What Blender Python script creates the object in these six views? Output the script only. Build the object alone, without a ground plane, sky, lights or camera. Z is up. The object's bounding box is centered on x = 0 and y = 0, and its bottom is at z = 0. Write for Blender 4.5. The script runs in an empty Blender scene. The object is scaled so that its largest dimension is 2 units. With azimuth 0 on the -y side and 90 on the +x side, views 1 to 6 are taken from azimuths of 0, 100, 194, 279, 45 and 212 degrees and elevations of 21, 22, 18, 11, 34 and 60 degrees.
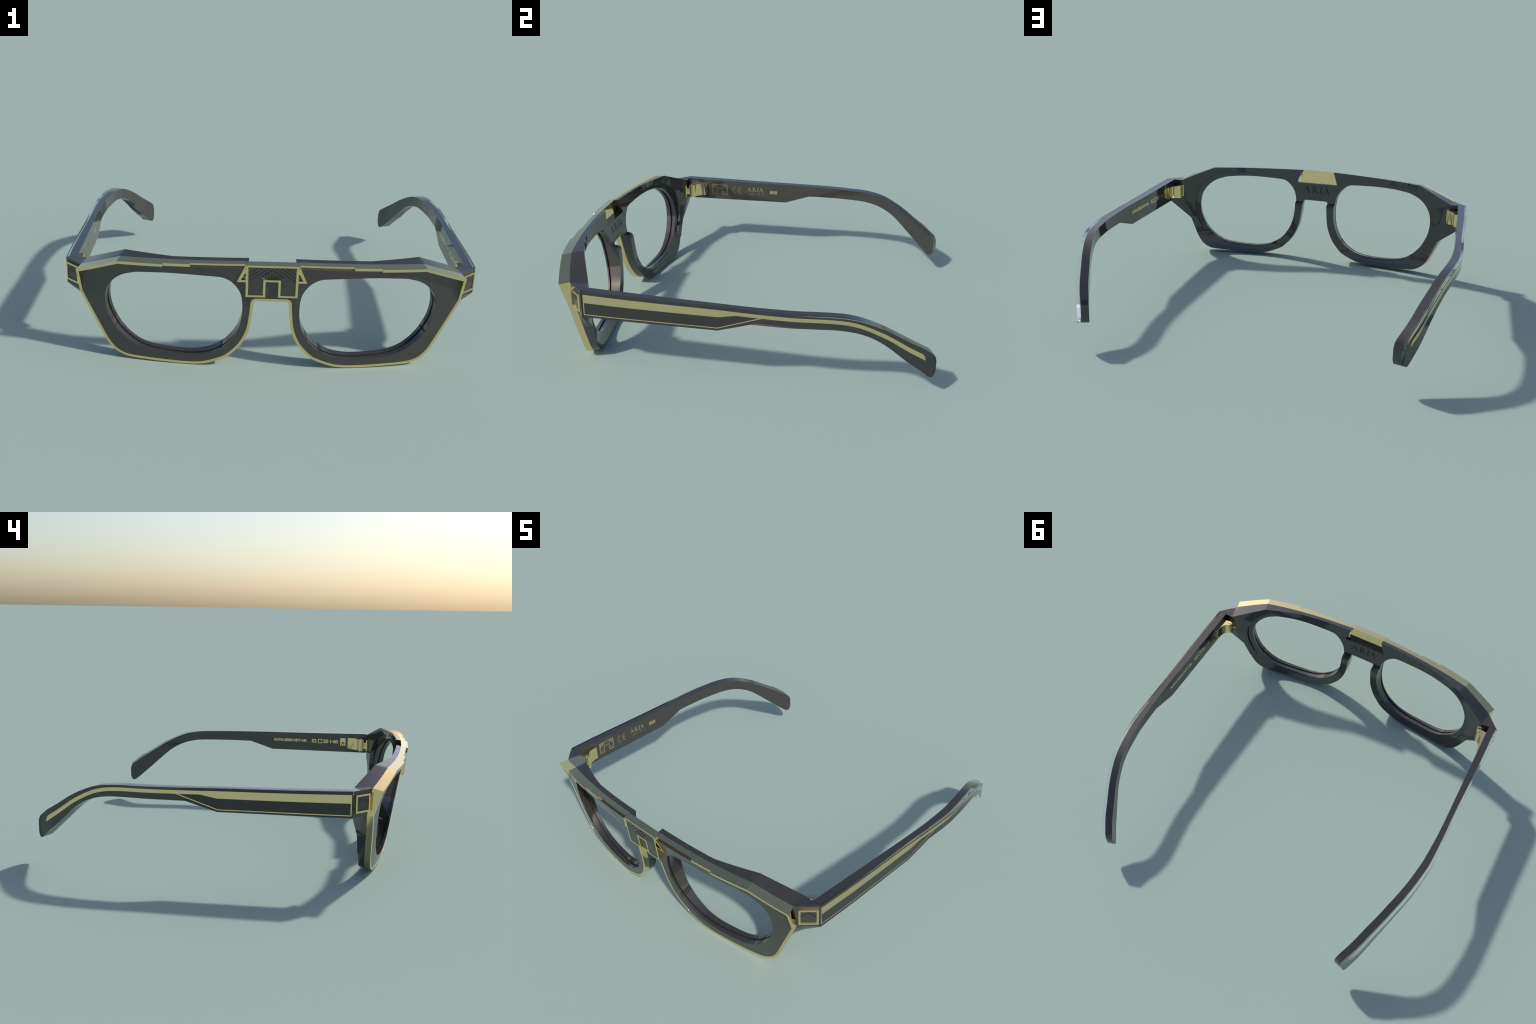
# Spectacle frame: dark acetate front with a polished gold rim, stepped brow,
# arch-shaped bridge plate, square end emblems, laminated clear/black temples.
import bpy, bmesh, math
from mathutils import Vector

# ------------------------------------------------------------------ materials
def principled(name, color, rough=0.1, metallic=0.0, ior=1.5, transmission=0.0,
               grain=0.0, bump=0.0, scale=30.0):
    m = bpy.data.materials.new(name)
    m.use_nodes = True
    nt = m.node_tree
    b = nt.nodes["Principled BSDF"]
    b.inputs["Base Color"].default_value = (*color, 1)
    b.inputs["Roughness"].default_value = rough
    b.inputs["Metallic"].default_value = metallic
    b.inputs["IOR"].default_value = ior
    b.inputs["Transmission Weight"].default_value = transmission
    tc = nt.nodes.new("ShaderNodeTexCoord")
    if grain > 0:
        n = nt.nodes.new("ShaderNodeTexNoise")
        n.inputs["Scale"].default_value = scale
        n.inputs["Detail"].default_value = 3
        nt.links.new(tc.outputs["Object"], n.inputs["Vector"])
        r = nt.nodes.new("ShaderNodeValToRGB")
        r.color_ramp.elements[0].position = 0.3
        r.color_ramp.elements[1].position = 0.7
        lo = tuple(c * (1 - grain) for c in color)
        hi = tuple(min(1, c * (1 + grain)) for c in color)
        r.color_ramp.elements[0].color = (*lo, 1)
        r.color_ramp.elements[1].color = (*hi, 1)
        nt.links.new(n.outputs["Fac"], r.inputs["Fac"])
        nt.links.new(r.outputs["Color"], b.inputs["Base Color"])
    if bump > 0:
        n2 = nt.nodes.new("ShaderNodeTexNoise")
        n2.inputs["Scale"].default_value = 45
        n2.inputs["Detail"].default_value = 2
        nt.links.new(tc.outputs["Object"], n2.inputs["Vector"])
        bp = nt.nodes.new("ShaderNodeBump")
        bp.inputs["Strength"].default_value = bump
        bp.inputs["Distance"].default_value = 0.002
        nt.links.new(n2.outputs["Fac"], bp.inputs["Height"])
        nt.links.new(bp.outputs["Normal"], b.inputs["Normal"])
    return m

GOLD = principled("polished_gold", (0.88, 0.70, 0.36), rough=0.06, metallic=1.0, grain=0.015, scale=60)
INLAY = principled("inlay_gold", (0.88, 0.70, 0.36), rough=0.12, metallic=1.0, grain=0.015, scale=60)
BLACK = principled("black_acetate", (0.0330, 0.0305, 0.0275), rough=0.05, ior=1.74, grain=0.06, scale=25)  # base tinted warm to match the hue of ground reflections on the black
PANEL = principled("smoked_panel", (0.032, 0.030, 0.028), rough=0.08, ior=1.72, grain=0.06, scale=40)
GROOVE = principled("groove_black", (0.008, 0.008, 0.008), rough=0.4, ior=1.4, grain=0.05)
LINER = principled("bonded_black", (0.046, 0.044, 0.042), rough=0.25, ior=1.12, grain=0.06, scale=25)  # base lightened to make up for reflection lost at the low-IOR interface
TAIL = principled("bonded_black_tail", (0.033, 0.032, 0.030), rough=0.08, ior=1.45, grain=0.06, scale=25, bump=0.25)
CLEAR = principled("clear_acetate", (1.0, 1.0, 1.0), rough=0.0, ior=1.58, transmission=1.0)

# ------------------------------------------------------------------ helpers
ROOT = bpy.data.objects.new("eyeglasses", None)
bpy.context.scene.collection.objects.link(ROOT)
ROOT["label"] = "black and gold square eyeglasses with stepped gold brow"
ROOT["category"] = "eyeglasses"

def make(name, verts, faces, mat, parent=ROOT, smooth_angle=35, recalc=True):
    me = bpy.data.meshes.new(name)
    me.from_pydata([tuple(v) for v in verts], [], faces)
    bm = bmesh.new(); bm.from_mesh(me)
    bmesh.ops.remove_doubles(bm, verts=bm.verts, dist=1e-5)
    bmesh.ops.dissolve_degenerate(bm, edges=bm.edges, dist=1e-6)
    if recalc:
        bmesh.ops.recalc_face_normals(bm, faces=bm.faces)
    bm.to_mesh(me); bm.free()
    for p in me.polygons:
        p.use_smooth = True
    me.set_sharp_from_angle(angle=math.radians(smooth_angle))
    me.materials.append(mat)
    ob = bpy.data.objects.new(name, me)
    bpy.context.scene.collection.objects.link(ob)
    ob.parent = parent
    return ob

class Build:
    """collects vertices and faces of one mesh"""
    def __init__(s): s.v = []; s.f = []
    def add(s, p): s.v.append(tuple(p)); return len(s.v) - 1
    def grid(s, rows, close_u=False, close_v=False):
        idx = [[s.add(p) for p in r] for r in rows]
        n, m = len(idx), len(idx[0])
        for i in range(n if close_u else n - 1):
            for j in range(m if close_v else m - 1):
                a, b = idx[i], idx[(i + 1) % n]
                s.f.append((a[j], a[(j + 1) % m], b[(j + 1) % m], b[j]))
        return idx
    def prism(s, front, back):
        """closed solid between two loops of equal length"""
        n = len(front)
        a = [s.add(p) for p in front]; b = [s.add(p) for p in back]
        s.f.append(tuple(a)); s.f.append(tuple(reversed(b)))
        for i in range(n):
            j = (i + 1) % n
            s.f.append((a[i], b[i], b[j], a[j]))
    def obj(s, name, mat, parent=ROOT, ang=35):
        return make(name, s.v, s.f, mat, parent, ang)

def lerp(a, b, t): return tuple(x + (y - x) * t for x, y in zip(a, b))
def interp(tab, x):
    if x <= tab[0][0]: return tab[0][1]
    for (a, u), (b, w) in zip(tab, tab[1:]):
        if x <= b: return u + (w - u) * (x - a) / (b - a) if b > a else w
    return tab[-1][1]
def smooth_interp(tab, x):
    """monotone-free cubic (Catmull) interpolation of a table"""
    n = len(tab)
    if x <= tab[0][0]: return tab[0][1]
    if x >= tab[-1][0]: return tab[-1][1]
    for i in range(n - 1):
        if tab[i][0] <= x <= tab[i + 1][0]: break
    x0, y0 = tab[i]; x1, y1 = tab[i + 1]; h = x1 - x0
    def slope(k):
        if k == 0: return (tab[1][1] - tab[0][1]) / (tab[1][0] - tab[0][0])
        if k == n - 1: return (tab[-1][1] - tab[-2][1]) / (tab[-1][0] - tab[-2][0])
        return (tab[k + 1][1] - tab[k - 1][1]) / (tab[k + 1][0] - tab[k - 1][0])
    m0, m1 = slope(i), slope(i + 1); t = (x - x0) / h
    return ((2*t**3-3*t*t+1)*y0 + (t**3-2*t*t+t)*h*m0 + (-2*t**3+3*t*t)*y1 + (t**3-t*t)*h*m1)
def catmull(pts, per=8, closed=False):
    out = []; n = len(pts)
    rng = range(n) if closed else range(n - 1)
    for i in rng:
        if closed:
            p0, p1, p2, p3 = pts[i-1], pts[i], pts[(i+1) % n], pts[(i+2) % n]
        else:
            p1, p2 = pts[i], pts[i+1]
            p0 = pts[i-1] if i else tuple(2*a-b for a, b in zip(p1, p2))
            p3 = pts[i+2] if i+2 < n else tuple(2*b-a for a, b in zip(p1, p2))
        for k in range(per):
            t = k / per
            out.append(tuple(0.5*((2*b)+(-a+c)*t+(2*a-5*b+4*c-d)*t*t+(-a+3*b-3*c+d)*t**3)
                             for a, b, c, d in zip(p0, p1, p2, p3)))
    if not closed: out.append(tuple(pts[-1]))
    return out

# ------------------------------------------------------- face-form coordinates
# The front is drawn flat in (x, z) on a wrapped, tilted surface; d is the depth
# behind that surface measured along its normal.
TILT = 0.17
def F(x, z): return -0.85 - TILT*z + 0.11*x*x + 0.05*x**4
def Fx(x): return 0.22*x + 0.2*x**3
def W(x, z, d): return (x - Fx(x)*d, F(x, z) + d, z + TILT*d)

SEAM = 0.030
LIP = 0.0135
# lens opening (one side), going over the top from the nose side outward
LENS = [(.134,.377),(.143,.415),(.161,.447),(.186,.473),(.213,.4885),(.241,.4945),(.323,.4985),
        (.416,.501),(.51,.4995),(.606,.4925),(.643,.485),(.68,.4725),(.71,.4545),(.734,.433),
        (.751,.410),(.765,.383),(.773,.350),(.776,.311),(.7705,.262),(.757,.222),(.729,.169),
        (.698,.133),(.672,.110),(.637,.086),(.588,.067),(.524,.0565),(.425,.051),(.366,.053),
        (.315,.062),(.289,.070),(.252,.089),(.216,.114),(.181,.154),(.157,.195),(.142,.240),
        (.1345,.280),(.1315,.330)]
def sstep(a, b, x):
    t = min(1, max(0, (x-a)/(b-a))); return t*t*(3-2*t)
def relief(x, z):
    """depth of the dark face plate: proud under the brow, sinking towards the temples"""
    top = interp([(0,0),(.12,-.007),(.2,-.0105),(.46,-.0105),(.6,-.009),(.7,-.006),(.9,0)], x)
    out = interp([(.55,0),(.7,.005),(.776,.009),(.9,.012)], x)
    return .002 + top*sstep(.455, .540, z) + out*sstep(.22, .42, z)
# the opening is measured along the sight line, so it shifts with the local relief
LENS = [(x + relief(x, z)*(x/3.65 + Fx(x)), z - .57*relief(x, z)) for x, z in LENS]
lens_pts = catmull(LENS, 10, closed=True)
lens_len = [0.0]
for a, b in zip(lens_pts, lens_pts[1:] + lens_pts[:1]):
    lens_len.append(lens_len[-1] + math.dist(a, b))
LTOT = lens_len[-1]
def lens_at(s):
    s %= LTOT
    lo, hi = 0, len(lens_len) - 1
    while hi - lo > 1:
        m = (lo + hi) // 2
        if lens_len[m] <= s: lo = m
        else: hi = m
    t = (s - lens_len[lo]) / (lens_len[lo+1] - lens_len[lo])
    return lerp(lens_pts[lo], lens_pts[(lo+1) % len(lens_pts)], t)
def lens_param(p):
    i = min(range(len(lens_pts)), key=lambda k: math.dist(lens_pts[k], p))
    return lens_len[i]

def brow(x): return .5662 + (.548 - .5662) * (x - .1068) / (.7005 - .1068)
# knots of the outer contour:
# x, z, corner?, back depth at edge, back depth at lens, matching lens point, rim front depth, plate depth
K = [
 (0,.484,1,.055,.055,(.1335,.385),0,.014),
 (.1365,.484,1,.055,.055,(.143,.415),0,.006),
 (.1068,.5662,1,.056,.055,(.186,.473),.001,.003),
 (.3685,brow(.3685),1,.056,.056,(.37,.500),.001,.003),
 (.3685,brow(.3685),1,.056,.056,(.37,.500),-.009,.003),
 (.46,brow(.46),1,.056,.056,(.46,.5005),-.009,.003),
 (.4937,brow(.4937),1,.061,.057,(.49,.500),-.009,.003),
 (.4937,brow(.4937),1,.061,.057,(.49,.500),-.0185,.003),
 (.7005,.548,1,.0907,.062,(.643,.485),-.0165,.003),
 (.898,.4785,1,.10,.066,(.751,.410),-.021,.003),
 (.898,.4785,1,.10,.066,(.751,.410),-.021,.003),
 (.8985,.348,1,.08,.066,(.776,.311),0,.003),
 (.8387,.2145,1,.0738,.064,(.760,.232),0,.003),
 (.7925,.112,1,.066,.062,(.706,.141),0,.003),
 (.789,.105,1,.0605,.061,(.703,.138),0,.003),
 (.785,.096,0,.0605,.060,(.698,.133),0,.003),
 (.762,.061,0,.061,.059,(.672,.110),0,.003),
 (.730,.032,0,.063,.058,(.637,.086),0,.003),
 (.690,.0145,0,.065,.058,(.61,.074),0,.003),
 (.649,.009,0,.066,.058,(.588,.067),0,.003),
 (.567,.005,0,.066,.058,(.524,.0565),0,.003),
 (.470,.0015,0,.066,.058,(.445,.0512),0,.003),
 (.400,.0005,0,.066,.058,(.385,.052),0,.003),
 (.352,.0025,0,.066,.059,(.345,.056),0,.003),
 (.307,.009,0,.066,.060,(.315,.062),0,.003),
 (.252,.029,0,.067,.063,(.272,.078),0,.003),
 (.200,.056,0,.068,.067,(.235,.099),0,.003),
 (.146,.113,0,.071,.071,(.190,.143),0,.003),
 (.118,.1605,0,.075,.075,(.163,.184),0,.003),
 (.097,.220,0,.080,.080,(.145,.230),0,.003),
 (.086,.300,0,.087,.087,(.133,.300),0,.003),
 (.0825,.340,0,.089,.089,(.1315,.335),0,.003),
 (.0822,.346,0,.087,.087,(.1316,.345),0,.003),
 (.0820,.352,0,.081,.081,(.1318,.352),0,.003),
 (.0818,.356,0,.068,.068,(.1321,.358),0,.003),
 (.0815,.359,0,.055,.055,(.1324,.361),0,.003),
 (.0802,.3655,0,.055,.055,(.1326,.363),0,.003),
 (.0765,.3708,0,.055,.055,(.1328,.366),0,.003),
 (.0700,.3737,0,.055,.055,(.1330,.369),0,.003),
 (.055,.374,1,.055,.055,(.1330,.372),0,.006),
 (0,.374,1,.055,.055,(.1332,.376),0,.014),
]
# world-space back corners of the end block
P_TOP = (.9764, -.6936, .4825); P_BOT = (.9769, -.6926, .3520)
H_TOP = (.8787, -.6917, .4818); H_BOT = (.8700, -.6960, .3350)
E_LOW = W(.8387, .2145, .0738)

class S: pass
def build_samples():
    out = []
    sp = [lens_param(k[5]) for k in K]
    base = sp[0]; sp = [(s - base) % LTOT for s in sp]
    for i in range(1, len(sp)):
        if sp[i] < sp[i-1] - 1e-6: sp[i] = sp[i-1]
    i = 0
    for i in range(len(K) - 1):
        a, b = K[i], K[i+1]
        dup = math.dist(a[:2], b[:2]) < 1e-9
        straight = (a[2] and b[2])
        n = 1 if dup else max(1, int(math.dist(a[:2], b[:2]) / 0.012))
        if i >= 30 and i < 38: n = 5
        if dup and i == 9: n = 6
        p0 = K[i-1][:2] if (i and not a[2]) else tuple(2*u-w for u, w in zip(a[:2], b[:2]))
        p3 = K[i+2][:2] if (i+2 < len(K) and not b[2]) else tuple(2*w-u for u, w in zip(a[:2], b[:2]))
        for k in range(n):
            t = k / n
            q = S()
            if straight: q.o = lerp(a[:2], b[:2], t)
            else:
                h0, h1, h2 = math.dist(p0, a[:2]), math.dist(a[:2], b[:2]), math.dist(b[:2], p3)
                q.o = tuple((2*t**3-3*t*t+1)*B + (t**3-2*t*t+t)*h1*(C-A)/(h0+h1)
                            + (-2*t**3+3*t*t)*C + (t**3-t*t)*h1*(D-B)/(h1+h2)
                            for A, B, C, D in zip(p0, a[:2], b[:2], p3))
            q.db, q.dl, q.rf, q.pd = (a[j] + (b[j]-a[j])*t for j in (3, 4, 6, 7))
            q.l = lens_at(base + sp[i] + (sp[i+1]-sp[i])*t)
            q.k = i + t
            out.append(q)
    q = S(); z = K[-1]; q.o = z[:2]; q.db, q.dl, q.rf, q.pd = z[3], z[4], z[6], z[7]
    q.l = lens_at(base + sp[-1]); q.k = len(K) - 1
    out.append(q)
    # inward offset of the contour = inner edge of the gold lip
    pts = [q.o for q in out]; n = len(pts)
    def seg_normal(i, j):
        dx, dz = pts[j][0]-pts[i][0], pts[j][1]-pts[i][1]; L = math.hypot(dx, dz)
        return (dz/L, -dx/L)      # to the right of travel = inside
    for i, q in enumerate(out):
        a = i - 1
        while a >= 0 and math.dist(pts[a], pts[i]) < 1e-9: a -= 1
        b = i + 1
        while b < n and math.dist(pts[b], pts[i]) < 1e-9: b += 1
        n1 = seg_normal(a, i) if a >= 0 else None
        n2 = seg_normal(i, b) if b < n else None
        if abs(q.k - 2) < 1e-6: n1 = None           # brow end: only the brow's own normal
        n1 = n1 or n2; n2 = n2 or n1
        m = (n1[0]+n2[0], n1[1]+n2[1]); mm = m[0]*m[0]+m[1]*m[1]
        w = LIP
        if 2 <= q.k <= 3: w = .0145
        if q.k < 2: w = 0 if q.k <= 1 else .0145*(q.k-1)
        q.inn = (q.o[0] + 2*w*m[0]/mm, q.o[1] + 2*w*m[1]/mm)
    out[-1].inn = (0, out[-1].o[1] + LIP)
    out[0].inn = out[0].o
    return out
SMP = build_samples()

def back_edge(q):
    """outer rim of the back face in space, and the hinge-side knot"""
    k = q.k
    e = W(q.o[0], q.o[1], q.db)
    if 8 <= k <= 9:                                   # brow end to hinge corner
        t = k - 8; e = lerp(W(.7005, .548, .0907), H_TOP, t); return e, None
    if 9 < k <= 10:                                   # flat top of the end block
        return lerp(H_TOP, P_TOP, k - 9), H_TOP
    if 10 < k <= 11: return lerp(P_TOP, P_BOT, k - 10), lerp(H_TOP, H_BOT, k - 10)
    if 11 < k <= 12:
        t = k - 11; return lerp(P_BOT, E_LOW, t), lerp(H_BOT, lerp(E_LOW, W(.80,.225,.072), .5), t)
    return e, None

def step_height(k):
    tab = [(0,0),(5,0),(8,.016),(8.5,.024),(9,.028),(10,.028),(11,.022),(12,.010),(13,.005),(14,0),(40,0)]
    return interp(tab, k)

LASTK = len(K) - 1
def inset_depth(k):
    """depth of the face plate where it meets the gold lip"""
    return interp([(0,.002),(1,.002),(2,-.0085),(7,-.0085),(8,-.003),(9,.011),(10,.012),(11,.0008),(LASTK-1,.0008),(LASTK,.0015)], k)

def front_frame(side):
    rows = []
    for q in SMP:
        lx, lz = q.l; gd = .016 + .022*(lx-.13)/.64     # lens groove depth
        nrm = (q.inn[0]-lx, q.inn[1]-lz); L = math.hypot(*nrm); nrm = (nrm[0]/L, nrm[1]/L)
        r = [W(lx, lz, relief(lx, lz))]
        for t in (.25, .5, .75, 1):
            p = lerp((lx, lz), q.inn, t)
            r.append(W(p[0], p[1], relief(lx, lz)*(1-t*t) + inset_depth(q.k)*t*t))
        r.append(W(q.inn[0], q.inn[1], SEAM-.001 if q.k > 1 else inset_depth(q.k)+.001))
        r.append(W(q.o[0], q.o[1], SEAM if q.k > 1 else inset_depth(q.k)+.002))
        be, hk = back_edge(q)
        so = W(q.o[0], q.o[1], SEAM)
        for t in (.34, .67): r.append(lerp(so, be, t))
        r.append(be)
        # ring ledge around the lens on the back
        lb = W(lx, lz, q.dl)
        dist = math.hypot(q.o[0]-lx, q.o[1]-lz)
        rw = min(.034, .42*dist)
        dirn = ((q.o[0]-lx)/dist, (q.o[1]-lz)/dist)
        rp = (lx+dirn[0]*rw, lz+dirn[1]*rw)
        h = step_height(q.k)
        fr = rw/dist
        ringd = q.dl + (q.db-q.dl)*fr if h == 0 else q.dl
        r2 = (lx+dirn[0]*(rw+.003), lz+dirn[1]*(rw+.003))
        ring_low = W(rp[0], rp[1], ringd)
        ring_up = W(r2[0], r2[1], ringd + h)
        far = hk if hk else be
        r.append(lerp(far, be, .5))
        r.append(far)
        for t in (.25, .5, .75):
            if 8 <= q.k <= 12: r.append(lerp(far, ring_up, t))
            else:
                m = lerp(q.o, r2, t); r.append(W(m[0], m[1], q.db + (ringd+h-q.db)*t))
        r.append(ring_up)
        r.append(ring_low)
        m = lerp(rp, (lx, lz), .6); r.append(W(m[0], m[1], ringd + (q.dl-ringd)*.6))
        r.append(lb)
        g = .012
        r.append(W(lx, lz, gd+.0065))
        r.append(W(lx+nrm[0]*g, lz+nrm[1]*g, gd+.003))
        r.append(W(lx+nrm[0]*g, lz+nrm[1]*g, gd-.003))
        r.append(W(lx, lz, gd-.0065))
        rows.append([(side*p[0], p[1], p[2]) for p in r])
    return rows

b = Build()
for side in (1, -1):
    rows = front_frame(side)
    rows.append(rows[0][:]) if False else None
    idx = b.grid(rows, close_v=True)
    # close the bridge strip between the last and the first sample (x = 0 side)
    a, c = idx[-1], idx[0]
    m = len(a)
    for j in range(m):
        b.f.append((a[j], a[(j+1) % m], c[(j+1) % m], c[j]))
frame = b.obj("front_frame", BLACK, ang=20)
# faces lying in the mirror plane are interior: drop them
bm = bmesh.new(); bm.from_mesh(frame.data)
inner = [f for f in bm.faces if all(abs(v.co.x) < 1e-5 for v in f.verts)]
bmesh.ops.delete(bm, geom=inner, context='FACES')
bmesh.ops.recalc_face_normals(bm, faces=bm.faces)
bm.to_mesh(frame.data); bm.free()
for p in frame.data.polygons: p.use_smooth = True
frame.data.set_sharp_from_angle(angle=math.radians(20))

# ------------------------------------------------------------------ gold rim
b = Build()
for side in (1, -1):
    rows = []
    for q in SMP:
        if q.k < 2 - 1e-6: continue
        o, i = q.o, q.inn
        if q.k <= 3 + 1e-6:                      # set-back brow: a wall behind the plate's ledge
            if q.k < 2 + 1e-6: o = (.1195, brow(.1195)); i = (.1195, o[1]-.0145)
            prof = [(o, q.rf), (lerp(o, i, .35), q.rf), (lerp(o, i, .7), q.rf), (i, q.rf), (i, SEAM+.004), (o, SEAM-.0003)]
        else:
            prof = [(o, q.rf), (lerp(o, i, .35), q.rf), (lerp(o, i, .7), q.rf), (i, q.rf), (i, SEAM+.004), (o, SEAM-.0003)]
        rows.append([(side*W(p[0], p[1], d)[0],) + W(p[0], p[1], d)[1:] for p, d in prof])
    idx = b.grid(rows, close_v=True)
    b.f.append(tuple(idx[0]))
rim = b.obj("gold_rim", GOLD, ang=13)

# triangular gold wings either side of the bridge notch
b = Build()
for side in (1, -1):
    outer = [(.1192,.5640),(.1225,.5640),(.1590,.4750),(.1165,.4750),(.1165,.4865),(.1405,.4865),(.1192,.5300)]
    fr = [W(x, z, interp([(.475, -.004), (.566, -.0125)], z)) for x, z in outer]; bk = [W(x, z, SEAM-.001) for x, z in outer]
    fr = [(side*p[0], p[1], p[2]) for p in fr]; bk = [(side*p[0], p[1], p[2]) for p in bk]
    b.prism(fr, bk)
wings = b.obj("brow_wing", GOLD, ang=30)

# ------------------------------------------------------------ bridge plate
def plate_y(z): return -.9545 + (.5643 - z) * .100
def offset_loop(loop, w):
    n = len(loop); out = []
    area = sum(loop[i][0]*loop[(i+1) % n][1]-loop[(i+1) % n][0]*loop[i][1] for i in range(n))
    sg = 1 if area > 0 else -1
    for i in range(n):
        p, c, q = loop[i-1], loop[i], loop[(i+1) % n]
        def nn(a, bb):
            dx, dz = bb[0]-a[0], bb[1]-a[1]; L = math.hypot(dx, dz); return (-dz/L*sg, dx/L*sg)
        n1, n2 = nn(p, c), nn(c, q); m = (n1[0]+n2[0], n1[1]+n2[1]); mm = m[0]**2+m[1]**2
        out.append((c[0]+2*w*m[0]/mm, c[1]+2*w*m[1]/mm))
    return out
loop = [(.1187,.5643),(.1180,.4045),(.0290,.4045),(.0288,.4835),
        (-.0288,.4835),(-.0290,.4045),(-.1180,.4045),(-.1187,.5643)]
inner_loop = offset_loop(loop, .0095)
b = Build()
n = len(loop)
of = [b.add((x, plate_y(z), z)) for x, z in loop]
inf = [b.add((x, plate_y(z), z)) for x, z in inner_loop]
inb = [b.add((x, plate_y(z)+.006, z)) for x, z in inner_loop]
ob_ = [b.add(W(x, z+.0011, .028)) for x, z in loop]
for i in range(n):
    j = (i+1) % n
    b.f += [(of[i], of[j], inf[j], inf[i]), (inf[i], inf[j], inb[j], inb[i]), (of[i], ob_[i], ob_[j], of[j])]
b.f.append(tuple(inb)); b.f.append(tuple(reversed(ob_)))
bridge_plate = b.obj("bridge_plate", GOLD, ang=25)

b = Build()
pl = offset_loop(loop, .0108)
b.prism([(x, plate_y(z)+.0015, z) for x, z in pl], [(x, plate_y(z)+.0080, z) for x, z in pl])
panel = b.obj("bridge_panel", PANEL, bridge_plate, ang=25)

def bar_on_plate(b, p, q, w, lift, depth):
    dx, dz = q[0]-p[0], q[1]-p[1]; L = math.hypot(dx, dz); nx, nz = -dz/L*w/2, dx/L*w/2
    lp = [(p[0]+nx, p[1]+nz), (q[0]+nx, q[1]+nz), (q[0]-nx, q[1]-nz), (p[0]-nx, p[1]-nz)]
    b.prism([(x, plate_y(z)+.0015-lift, z) for x, z in lp], [(x, plate_y(z)+.0015+depth, z) for x, z in lp])
b = Build()
for s in (1, -1):
    for p, q in [((-.1055,.5237),(-.066,.5505)), ((-.1055,.5054),(-.042,.5505)),
                 ((-.1055,.488),(-.0165,.5505)), ((-.050,.508),(-.001,.5455))]:
        bar_on_plate(b, (s*p[0], p[1]), (s*q[0], q[1]), .0026, .0005, .002)
b.obj("chevron_groove", GROOVE, bridge_plate, ang=25)
# fluted fan above the arch
b = Build()
NF = 9; cx, cz = 0, .470
for i in range(NF):
    a0 = math.radians(28 + 124*i/NF); a1 = math.radians(28 + 124*(i+1)/NF); am = (a0+a1)/2
    def ray(a, inside):
        ca, sa = math.cos(a), math.sin(a)
        if inside:
            r = min(.0385/max(abs(ca), 1e-3), .0245/max(sa, 1e-3))
        else:            # up to the chevron  z = .543 - .72|x|
            r = (.541 - cz)/(sa + .72*abs(ca))
        return (cx+ca*r, cz+sa*r)
    i0, i1, im = ray(a0, 1), ray(a1, 1), ray(am, 1)
    o0, o1, om = ray(a0, 0), ray(a1, 0), ray(am, 0)
    def at(p, lift): return (p[0], plate_y(p[1])+.0015-lift, p[1])
    v = [b.add(at(i0, -.0004)), b.add(at(o0, -.0004)), b.add(at(om, .0035)), b.add(at(im, .0035)), b.add(at(o1, -.0004)), b.add(at(i1, -.0004))]
    b.f += [(v[0], v[1], v[2], v[3]), (v[3], v[2], v[4], v[5]), (v[1], v[4], v[2]), (v[0], v[3], v[5]), (v[0], v[5], v[4], v[1])]
b.obj("fan_relief", PANEL, bridge_plate, ang=10)

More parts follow.
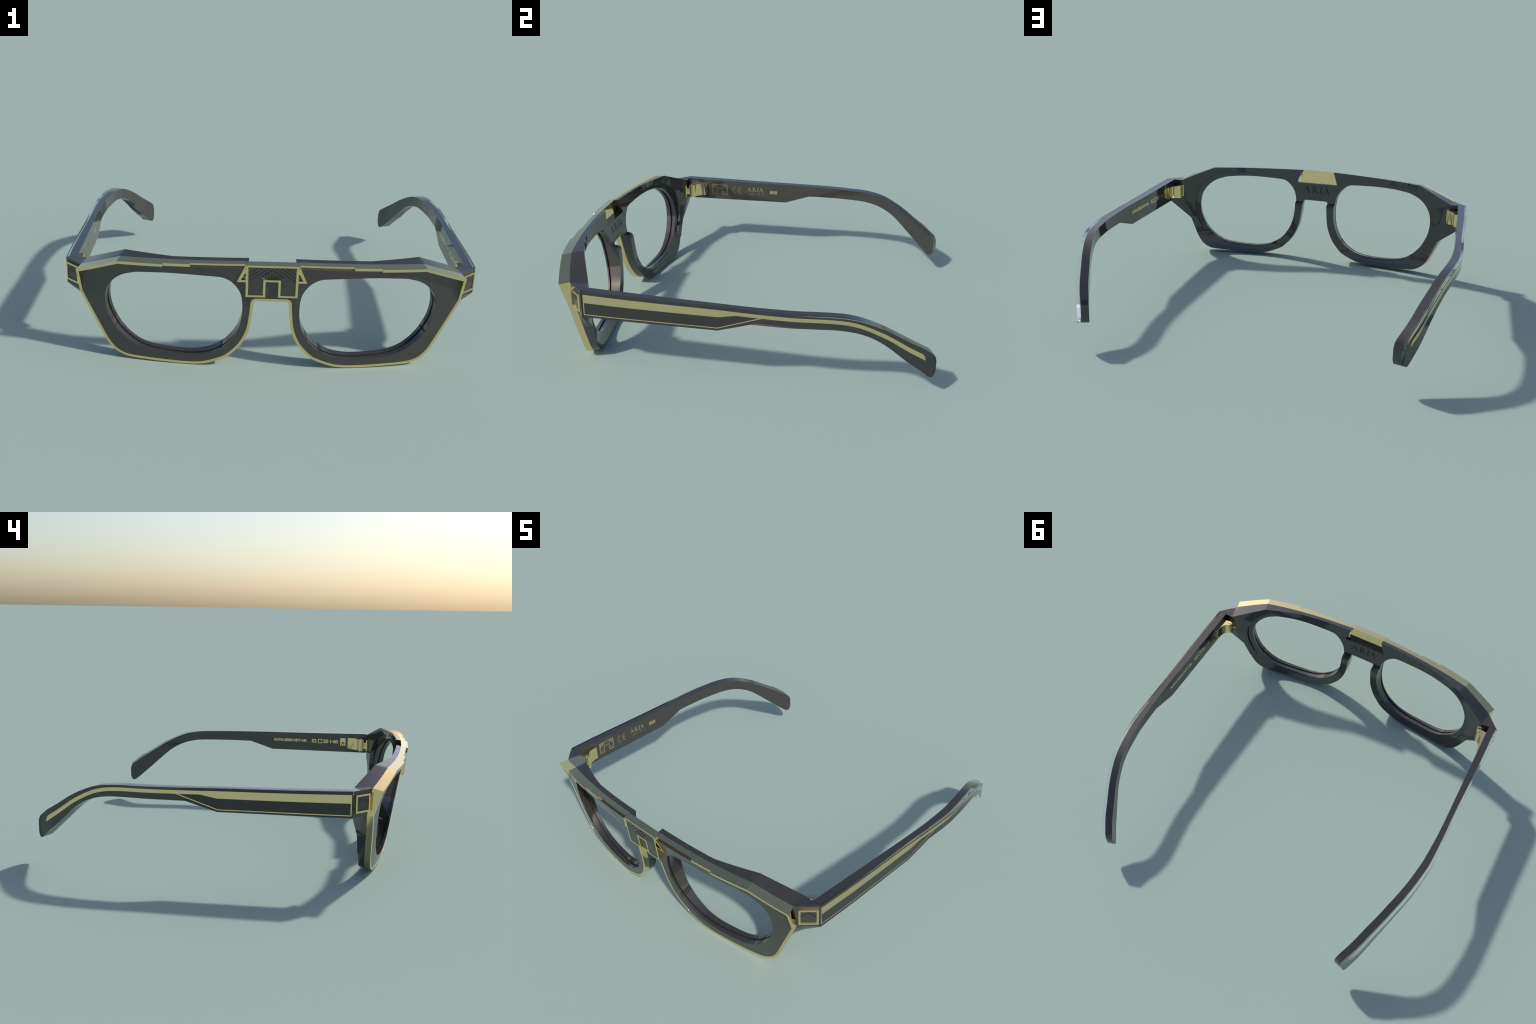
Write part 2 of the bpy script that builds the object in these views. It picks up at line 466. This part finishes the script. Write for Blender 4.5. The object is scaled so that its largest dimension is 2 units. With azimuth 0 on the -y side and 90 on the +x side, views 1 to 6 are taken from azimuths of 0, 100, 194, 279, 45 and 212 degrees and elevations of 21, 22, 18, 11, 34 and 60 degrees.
# ------------------------------------------------------------ end emblems
U = Vector((.0890, .0847, 0)).normalized()
N = Vector((.689, -.724, 0)).normalized()
def emblem(side):
    c = Vector((.9355, -.7330, .4192))
    def P(u, v, h):
        p = c + U*u + N*h + Vector((0, 0, v)); return (side*p.x, p.y, p.z)
    hw, hv, bd = .0465, .0445, .0092
    rect = lambda a, e: [(-a, -e), (a, -e), (a, e), (-a, e)]
    b = Build()
    o, i = rect(hw, hv), rect(hw-bd, hv-bd)
    loops = [[P(u, v, -.006) for u, v in o], [P(u, v, .0090) for u, v in o],
             [P(u, v, .0090) for u, v in i], [P(u, v, .0020) for u, v in i]]
    idx = [[b.add(p) for p in l] for l in loops]
    for a, e in zip(idx, idx[1:]):
        for k in range(4): b.f.append((a[k], a[(k+1) % 4], e[(k+1) % 4], e[k]))
    b.f.append(tuple(idx[3])); b.f.append(tuple(reversed(idx[0])))
    ob = b.obj("end_emblem", GOLD, ang=25)
    b = Build()
    i2 = rect(hw-bd-.0003, hv-bd-.0003)
    b.prism([P(u, v, .0045) for u, v in i2], [P(u, v, .001) for u, v in i2])
    b.obj("emblem_panel", PANEL, ob, ang=25)
    b = Build()
    for s in (1, -1):
        p, q = (0, hv-bd-.003), (s*(hw-bd-.003), .0005)
        dx, dz = q[0]-p[0], q[1]-p[1]; L = math.hypot(dx, dz); w = .0011
        nx, nz = -dz/L*w, dx/L*w
        lp = [(p[0]+nx, p[1]+nz), (q[0]+nx, q[1]+nz), (q[0]-nx, q[1]-nz), (p[0]-nx, p[1]-nz)]
        b.prism([P(u, v, .0052) for u, v in lp], [P(u, v, .003) for u, v in lp])
    b.obj("chevron_groove", GROOVE, ob, ang=25)
    b = Build()
    for k in range(5):
        a0 = math.radians(40 + 100*k/5); a1 = math.radians(40 + 100*(k+1)/5); am = (a0+a1)/2
        def pt(a, r, h): return P(math.cos(a)*r, -.012 + math.sin(a)*r, h)
        v = [b.add(pt(a0, .014, .0043)), b.add(pt(a0, .030, .0043)), b.add(pt(am, .032, .0058)),
             b.add(pt(am, .014, .0058)), b.add(pt(a1, .030, .0043)), b.add(pt(a1, .014, .0043))]
        b.f += [(v[0], v[1], v[2], v[3]), (v[3], v[2], v[4], v[5]), (v[1], v[4], v[2]), (v[0], v[3], v[5]), (v[0], v[5], v[4], v[1])]
    b.obj("fan_relief", PANEL, ob, ang=10)
for side in (1, -1): emblem(side)

# ------------------------------------------------------------------ temples
INNER = [(-.6915,.9259),(-.55,.9305),(-.40,.936),(-.20,.9435),(0,.9508),(.12,.9525),(.2,.951),(.3,.9465),
         (.362,.939),(.43,.9295),(.485,.919),(.538,.9062),(.6,.888),(.68,.8612),(.75,.8335),(.835,.8),(.9,.7685),(.95,.744)]
THICK = [(-.6915,.0505),(-.55,.0525),(-.44,.0520),(-.30,.0490),(-.10,.0440),(.0,.0435),(.12,.0460),(.25,.0515),(.40,.0555),(.55,.0585),(.93,.0625)]
CLEAR_T = [(-.6915,.0125),(.27,.0135),(.45,.018),(.93,.0195)]
TOP = [(-.6915,.4825),(-.3,.4745),(0,.4705),(.063,.469),(.24,.466),(.36,.4637),(.42,.4630),(.455,.4618),(.485,.4597),(.512,.4570),
       (.538,.4530),(.588,.4405),(.638,.4205),(.689,.395),(.737,.3665),(.835,.3025),(.895,.2625),(.915,.2485),(.926,.2385),(.9345,.2250),(.939,.2070)]
BOT_FRONT = [(-.6915,.352),(-.038,.3515),(.118,.4012)]
BOT_TAIL = [(.118,.4012),(.20,.4020),(.33,.4022),(.42,.4020),(.485,.4000),(.536,.3930),(.587,.3795),(.639,.3565),(.678,.331),(.713,.302),
       (.78,.2405),(.85,.1765),(.895,.1365),(.908,.1275),(.918,.1245),(.927,.1275),(.9345,.1400),(.939,.1570)]
def top_z(y): return smooth_interp(TOP, y)
def bot_z(y): return interp(BOT_FRONT, y) if y <= .118 else smooth_interp(BOT_TAIL, y)
Y0, Y1 = -.6915, .939
def plan(y):
    x = smooth_interp(INNER, y); e = .004
    dx = (smooth_interp(INNER, y+e) - smooth_interp(INNER, y-e)) / (2*e) if y > Y0+e else (smooth_interp(INNER, y+e)-x)/e
    L = math.hypot(dx, 1)
    return x, (1/L, -dx/L)          # point on inner face, outward normal (x, y)
def TP(y, z, t, side=1):
    x, n = plan(y)
    if y < -.60:                      # keep the front end square to the end block
        f = (y+.6915)/.0915; n = (n[0], n[1]*max(0, f))
    if y > .86: n = (n[0], n[1]*(1-.38*(y-.86)/.079))
    lean = interp([(-.69, 0), (-.04, .006), (.118, .004), (.3, .001), (.93, 0)], y) * (top_z(y) - z) / .12
    return (side*(x+n[0]*t-lean), y+n[1]*t, z)
stations = sorted(set([Y0, -.60, -.038, .118] + [Y0+(.40-Y0)*i/44 for i in range(45)] + [.40+.49*i/56 for i in range(57)]
            + [.895,.900,.905,.910,.914,.918,.9215,.925,.928,.9305,.933,.935,.937,.9383,.939]))

def temple_slab(side, t0, t1, shrink=0.0):
    """solid between two offsets of the temple outline; t0, t1 are functions of y"""
    b = Build(); rows = []
    for y in stations:
        zt, zb = top_z(y)-shrink, bot_z(y)+shrink
        a, c = t0(y), t1(y)
        rows.append([TP(y, zt, a, side), TP(y, zt, c, side), TP(y, (zt+zb)/2, c, side), TP(y, zb, c, side), TP(y, zb, a, side), TP(y, (zt+zb)/2, a, side)])
    idx = b.grid(rows, close_v=True)
    b.f.append(tuple(idx[0])); b.f.append(tuple(reversed(idx[-1])))
    return b

def t_full(y): return interp(THICK, y)
def t_core(y): return interp(THICK, y) - interp(CLEAR_T, y)

def ribbon(b, ys, ztop, zbot, side, lift=.0012):
    rows = []
    for y in ys:
        c = t_core(y)
        zt, zb = ztop(y), zbot(y)
        rows.append([TP(y, zt, c-.001, side), TP(y, zt, c+lift, side), TP(y, zb, c+lift, side), TP(y, zb, c-.001, side)])
    idx = b.grid(rows, close_v=True)
    b.f.append(tuple(idx[0])); b.f.append(tuple(reversed(idx[-1])))

def stripe_top(y):
    return top_z(y) - smooth_interp([(-.69,.0190),(-.04,.0165),(.3,.0150),(.5,.0155),(.62,.0195),(.75,.0265),(.90,.0335)], y)
def stripe_w(y):
    return interp([(-.69,.0420),(-.037,.0370),(.0485,.0185),(.3,.0180),(.55,.0182),(.7,.0210),(.90,.0265)], y)

def temple(side):
    core = temple_slab(side, lambda y: 0.0, t_core).obj("temple", BLACK, ang=30)
    core.data.materials.append(LINER); core.data.materials.append(TAIL)            # face bonded under the clear layer
    for p in core.data.polygons:
        if p.normal.x*side > .6: p.material_index = 1 if p.center.y < .125 else 2
    temple_slab(side, lambda y: t_core(y)-.0012, t_full, .0003).obj("clear_overlay", CLEAR, core, ang=30)
    # gold ribbon with rounded tail end
    b = Build()
    ys = [y for y in stations if -.686 < y < .868]
    ys = sorted(set([-.6865, -.037, .0485] + ys + [.868,.872,.876,.880,.8825,.8845]))
    def zt(y):
        z = stripe_top(y)
        if y > .868: z -= .0175*((y-.868)/.0165)**2.4
        return z
    def zb(y):
        z = stripe_top(y) - stripe_w(y)
        if y > .880: z += .0020*((y-.880)/.0045)**2
        return min(z, zt(y)-.0005)
    ribbon(b, ys, zt, zb, side)
    # thin line round the lower panel
    lw = .0046
    ribbon(b, [-.6865, -.6815], lambda y: stripe_top(y)-.01, lambda y: bot_z(y)+.0075, side, .0010)
    ribbon(b, [-.6820] + [y for y in stations if -.6815 < y < -.05] + [-.0385], lambda y: bot_z(y)+.0075+lw, lambda y: bot_z(y)+.0075, side, .0009)
    zl = lambda y: interp([(-.0385, .3593), (.165, .4325)], y)
    ribbon(b, [-.0385 + (.165+.0385)*i/14 for i in range(15)], lambda y: min(zl(y)+lw*1.08, stripe_top(y)-.003), lambda y: zl(y), side, .0008)
    b.obj("inlay_stripe", INLAY, core, ang=30)
    return core
temples = {s: temple(s) for s in (1, -1)}

# ------------------------------------------------------------------ hinges
def hinge(side):
    plan_t = [(.9300,-.5645),(.9145,-.5655),(.9140,-.580),(.9125,-.598),(.9085,-.613),(.9020,-.6255),(.8930,-.6345),
              (.8820,-.6395),(.8725,-.6450),(.8665,-.6540),(.8655,-.6640),(.8690,-.6740),(.8770,-.6810),(.8870,-.6825),
              (.8960,-.6790),(.9040,-.6730),(.9140,-.6690),(.9300,-.6680)]
    b = Build()
    def zr(y):
        f = min(1, max(0, (y+.6395)/.075)); return .371 + .0075*f, .4515 + .0015*f
    b.prism([(side*x, y, zr(y)[1]) for x, y in plan_t], [(side*x, y, zr(y)[0]) for x, y in plan_t])
    ob = b.obj("hinge", GOLD, ang=40)
    # screw head on the barrel
    b = Build()
    ring = [(side*(.8835+.011*math.cos(a)), -.6620+.011*math.sin(a)) for a in [2*math.pi*i/24 for i in range(24)]]
    b.prism([(x, y, .4535) for x, y in ring], [(x, y, .445) for x, y in ring])
    b.obj("hinge_screw", GOLD, ob, ang=40)
    # front leaf of the hinge let into the frame
    b = Build()
    leaf = [(.8720,-.676),(.8980,-.676),(.9020,-.700),(.8650,-.700)]
    b.prism([(side*x, y, .431) for x, y in leaf], [(side*x, y, .388) for x, y in leaf])
    leaf2 = [(.8620,-.6925),(.9060,-.6880),(.9060,-.700),(.8620,-.700)]
    b.prism([(side*x, y, .449) for x, y in leaf2], [(side*x, y, .374) for x, y in leaf2])
    b.obj("hinge_leaf", GOLD, ob, ang=40)
for side in (1, -1): hinge(side)

# ------------------------------------------------------------------ lettering
def text_mesh(txt, bold=0.0, res=4):
    cu = bpy.data.curves.new("lettering", 'FONT')
    cu.body = txt; cu.offset = bold; cu.resolution_u = res; cu.extrude = .02
    ob = bpy.data.objects.new("lettering_tmp", cu)
    bpy.context.scene.collection.objects.link(ob)
    dg = bpy.context.evaluated_depsgraph_get()
    me = bpy.data.meshes.new_from_object(ob.evaluated_get(dg))
    vs = [tuple(v.co) for v in me.vertices]; fs = [tuple(p.vertices) for p in me.polygons]
    bpy.data.objects.remove(ob); bpy.data.curves.remove(cu); bpy.data.meshes.remove(me)
    return vs, fs

def fit(b, vs, fs, u0, u1, v0, v1, mapper, depth):
    xs = [v[0] for v in vs]; ys = [v[1] for v in vs]
    ax, bx, ay, by = min(xs), max(xs), min(ys), max(ys)
    base = len(b.v)
    for x, y, z in vs:
        u = u0 + (u1-u0)*(x-ax)/(bx-ax); v = v0 + (v1-v0)*(y-ay)/(by-ay)
        b.add(mapper(u, v, depth if z > 0 else -.001))
    for f in fs: b.f.append(tuple(base+i for i in f))

def poly(b, pts, mapper, depth):
    b.prism([mapper(u, v, depth) for u, v in pts], [mapper(u, v, -.001) for u, v in pts])
def stroke(b, p, q, w, mapper, depth):
    dx, dy = q[0]-p[0], q[1]-p[1]; L = math.hypot(dx, dy); nx, ny = -dy/L*w/2, dx/L*w/2
    poly(b, [(p[0]+nx, p[1]+ny), (q[0]+nx, q[1]+ny), (q[0]-nx, q[1]-ny), (p[0]-nx, p[1]-ny)], mapper, depth)
def arc(b, c, r0, r1, a0, a1, mapper, depth, n=18, sx=1.0):
    out = []
    for k in range(n+1):
        a = math.radians(a0+(a1-a0)*k/n); out.append((math.cos(a), math.sin(a)))
    for (ca, sa), (cb, sb) in zip(out, out[1:]):
        poly(b, [(c[0]+ca*r1*sx, c[1]+sa*r1), (c[0]+cb*r1*sx, c[1]+sb*r1), (c[0]+cb*r0*sx, c[1]+sb*r0), (c[0]+ca*r0*sx, c[1]+sa*r0)], mapper, depth)

def serif_word(b, u0, u1, v0, v1, mapper, depth):
    """the four roman capitals A R I A in thick and thin strokes"""
    H = v1-v0; Wd = u1-u0
    def place(ox, w):
        def g(p, q, t): stroke(b, (ox+p[0]*w, v0+p[1]*H), (ox+q[0]*w, v0+q[1]*H), t*H, mapper, depth)
        return g
    def A(ox, w):
        g = place(ox, w)
        g((.12,.02),(.50,.99),.055); g((.47,.98),(.86,.02),.15); g((.27,.36),(.68,.36),.05)
        g((.0,.02),(.26,.02),.045); g((.68,.02),(1.0,.02),.045)
    def I(ox, w):
        g = place(ox, w); g((.5,.02),(.5,.98),.15); g((.0,.98),(1,.98),.045); g((.0,.02),(1,.02),.045)
    def R(ox, w):
        g = place(ox, w)
        g((.22,.02),(.22,.98),.15); g((.0,.98),(.5,.98),.05); g((.0,.02),(.44,.02),.045)
        arc(b, (ox+.46*w, v0+.745*H), .19*H, .255*H, -90, 90, mapper, depth, 12, .9)
        g((.2,.50),(.5,.50),.05); g((.42,.50),(.92,.02),.15); g((.80,.02),(1.05,.02),.045)
    A(u0, .29*Wd); R(u0+.34*Wd, .24*Wd); I(u0+.635*Wd, .09*Wd); A(u0+.745*Wd, .255*Wd)

# right-hand temple inside: model code and sizes, reading towards the front
def map_right(u, v, h):
    return TP(-u, v, -h)
b = Build()
fit(b, *text_mesh("AHVA-00001NFT-NR", .03), .0445, .2805, .4095, .4300, map_right, .0006)
fit(b, *text_mesh("52", .03), .3135, .3490, .4085, .4335, map_right, .0006)
for p, q in [((.3590,.4075),(.3870,.4075)), ((.3590,.4325),(.3870,.4325)), ((.3605,.4060),(.3605,.4340)), ((.3855,.4060),(.3855,.4340))]:
    stroke(b, p, q, .0046, map_right, .0006)
fit(b, *text_mesh("20", .03), .3945, .4310, .4080, .4335, map_right, .0006)
fit(b, *text_mesh("140", .03), .4440, .4985, .4080, .4330, map_right, .0006)
poly(b, [(.5130,.4470),(.5505,.4470),(.5505,.4190),(.5130,.4190)], map_right, .0006)
poly(b, [(.5130,.4190),(.5215,.4190),(.5215,.3940),(.5130,.3940)], map_right, .00055)
poly(b, [(.5425,.4190),(.5505,.4190),(.5505,.3940),(.5425,.3940)], map_right, .00055)
poly(b, [(.5270,.4100),(.5365,.4100),(.5365,.3940),(.5270,.3940)], map_right, .00055)
b.obj("lettering", INLAY, temples[1], ang=30)

# left-hand temple inside: arch emblem, conformity mark, name, number
def map_left(u, v, h):
    return TP(u, v, -h, -1)
b = Build()
L0, L1, B0, B1 = -.5345, -.4315, .3835, .4500
a0, a1, az = -.5020, -.4645, .4225
w = .0030
for p, q in [((L0,B1),(L1,B1)), ((L0,B0),(L0,B1)), ((L1,B0),(L1,B1)), ((L0,B0),(a0,B0)), ((a1,B0),(L1,B0)),
             ((a0,B0),(a0,az)), ((a1,B0),(a1,az)), ((a0,az),(a1,az))]:
    stroke(b, p, q, w, map_left, .0006)
cx = (L0+L1)/2
for k in range(6):
    r = .0040+.0052*k
    for s in (1, -1):
        e = L1 if s > 0 else L0
        stroke(b, (e, B1-.006-r*.95), (e-s*(.006+r*1.15), B1), .0014, map_left, .0005)
for k in range(7):
    a = math.radians(35+110*k/6)
    stroke(b, (cx+math.cos(a)*.024, az-.006+math.sin(a)*.012), (cx+math.cos(a)*.034, az-.006+math.sin(a)*.027), .0010, map_left, .0005)
for s, e, i in ((1, L1, a1), (-1, L0, a0)):
    stroke(b, (e, B0), (i, B0+.026), .0009, map_left, .0005)
    stroke(b, (i, B0), (e, B0+.026), .0009, map_left, .0005)
def outline_arc(c, r0, r1, A0, A1):
    t = .0014
    arc(b, c, r1-t, r1, A0, A1, map_left, .0005, 20); arc(b, c, r0, r0+t, A0, A1, map_left, .0005, 20)
    for A in (A0, A1):
        ca, sa = math.cos(math.radians(A)), math.sin(math.radians(A))
        stroke(b, (c[0]+ca*r0, c[1]+sa*r0), (c[0]+ca*r1, c[1]+sa*r1), t, map_left, .0005)
outline_arc((-.3750,.4165), .0165, .0240, 95, 265)
outline_arc((-.3390,.4165), .0165, .0240, 95, 265)
for z in (.4135, .4195): stroke(b, (-.3550, z), (-.3410, z), .0014, map_left, .0005)
stroke(b, (-.3410,.4130), (-.3410,.4200), .0014, map_left, .0005)
serif_word(b, -.3000, -.1905, .4120, .4400, map_left, .0006)
for ch, u in zip("NOIR", (-.2805,-.2615,-.2385,-.2210)):
    fit(b, *text_mesh(ch, .0), u, u+(.0105 if ch != "I" else .0016), .3915, .4005, map_left, .0005)
stroke(b, (-.1960,.3960), (-.1835,.3960), .0026, map_left, .0005)
fit(b, *text_mesh("888", .025), -.1470, -.0960, .4025, .4260, map_left, .0006)
b.obj("lettering", INLAY, temples[-1], ang=30)

# name engraved on the back of the bridge
def map_bridge(u, v, h): return W(-u, v, .0551 + h)
b = Build()
serif_word(b, -.0930, .0900, .4215, .4650, map_bridge, .0003)
for ch, u in zip("NOIR", (-.0390,-.0160,.0120,.0300)):
    fit(b, *text_mesh(ch, .0), u, u+(.0105 if ch != "I" else .0018), .3845, .3935, map_bridge, .0003)
b.obj("engraved_lettering", GROOVE, frame, ang=30)
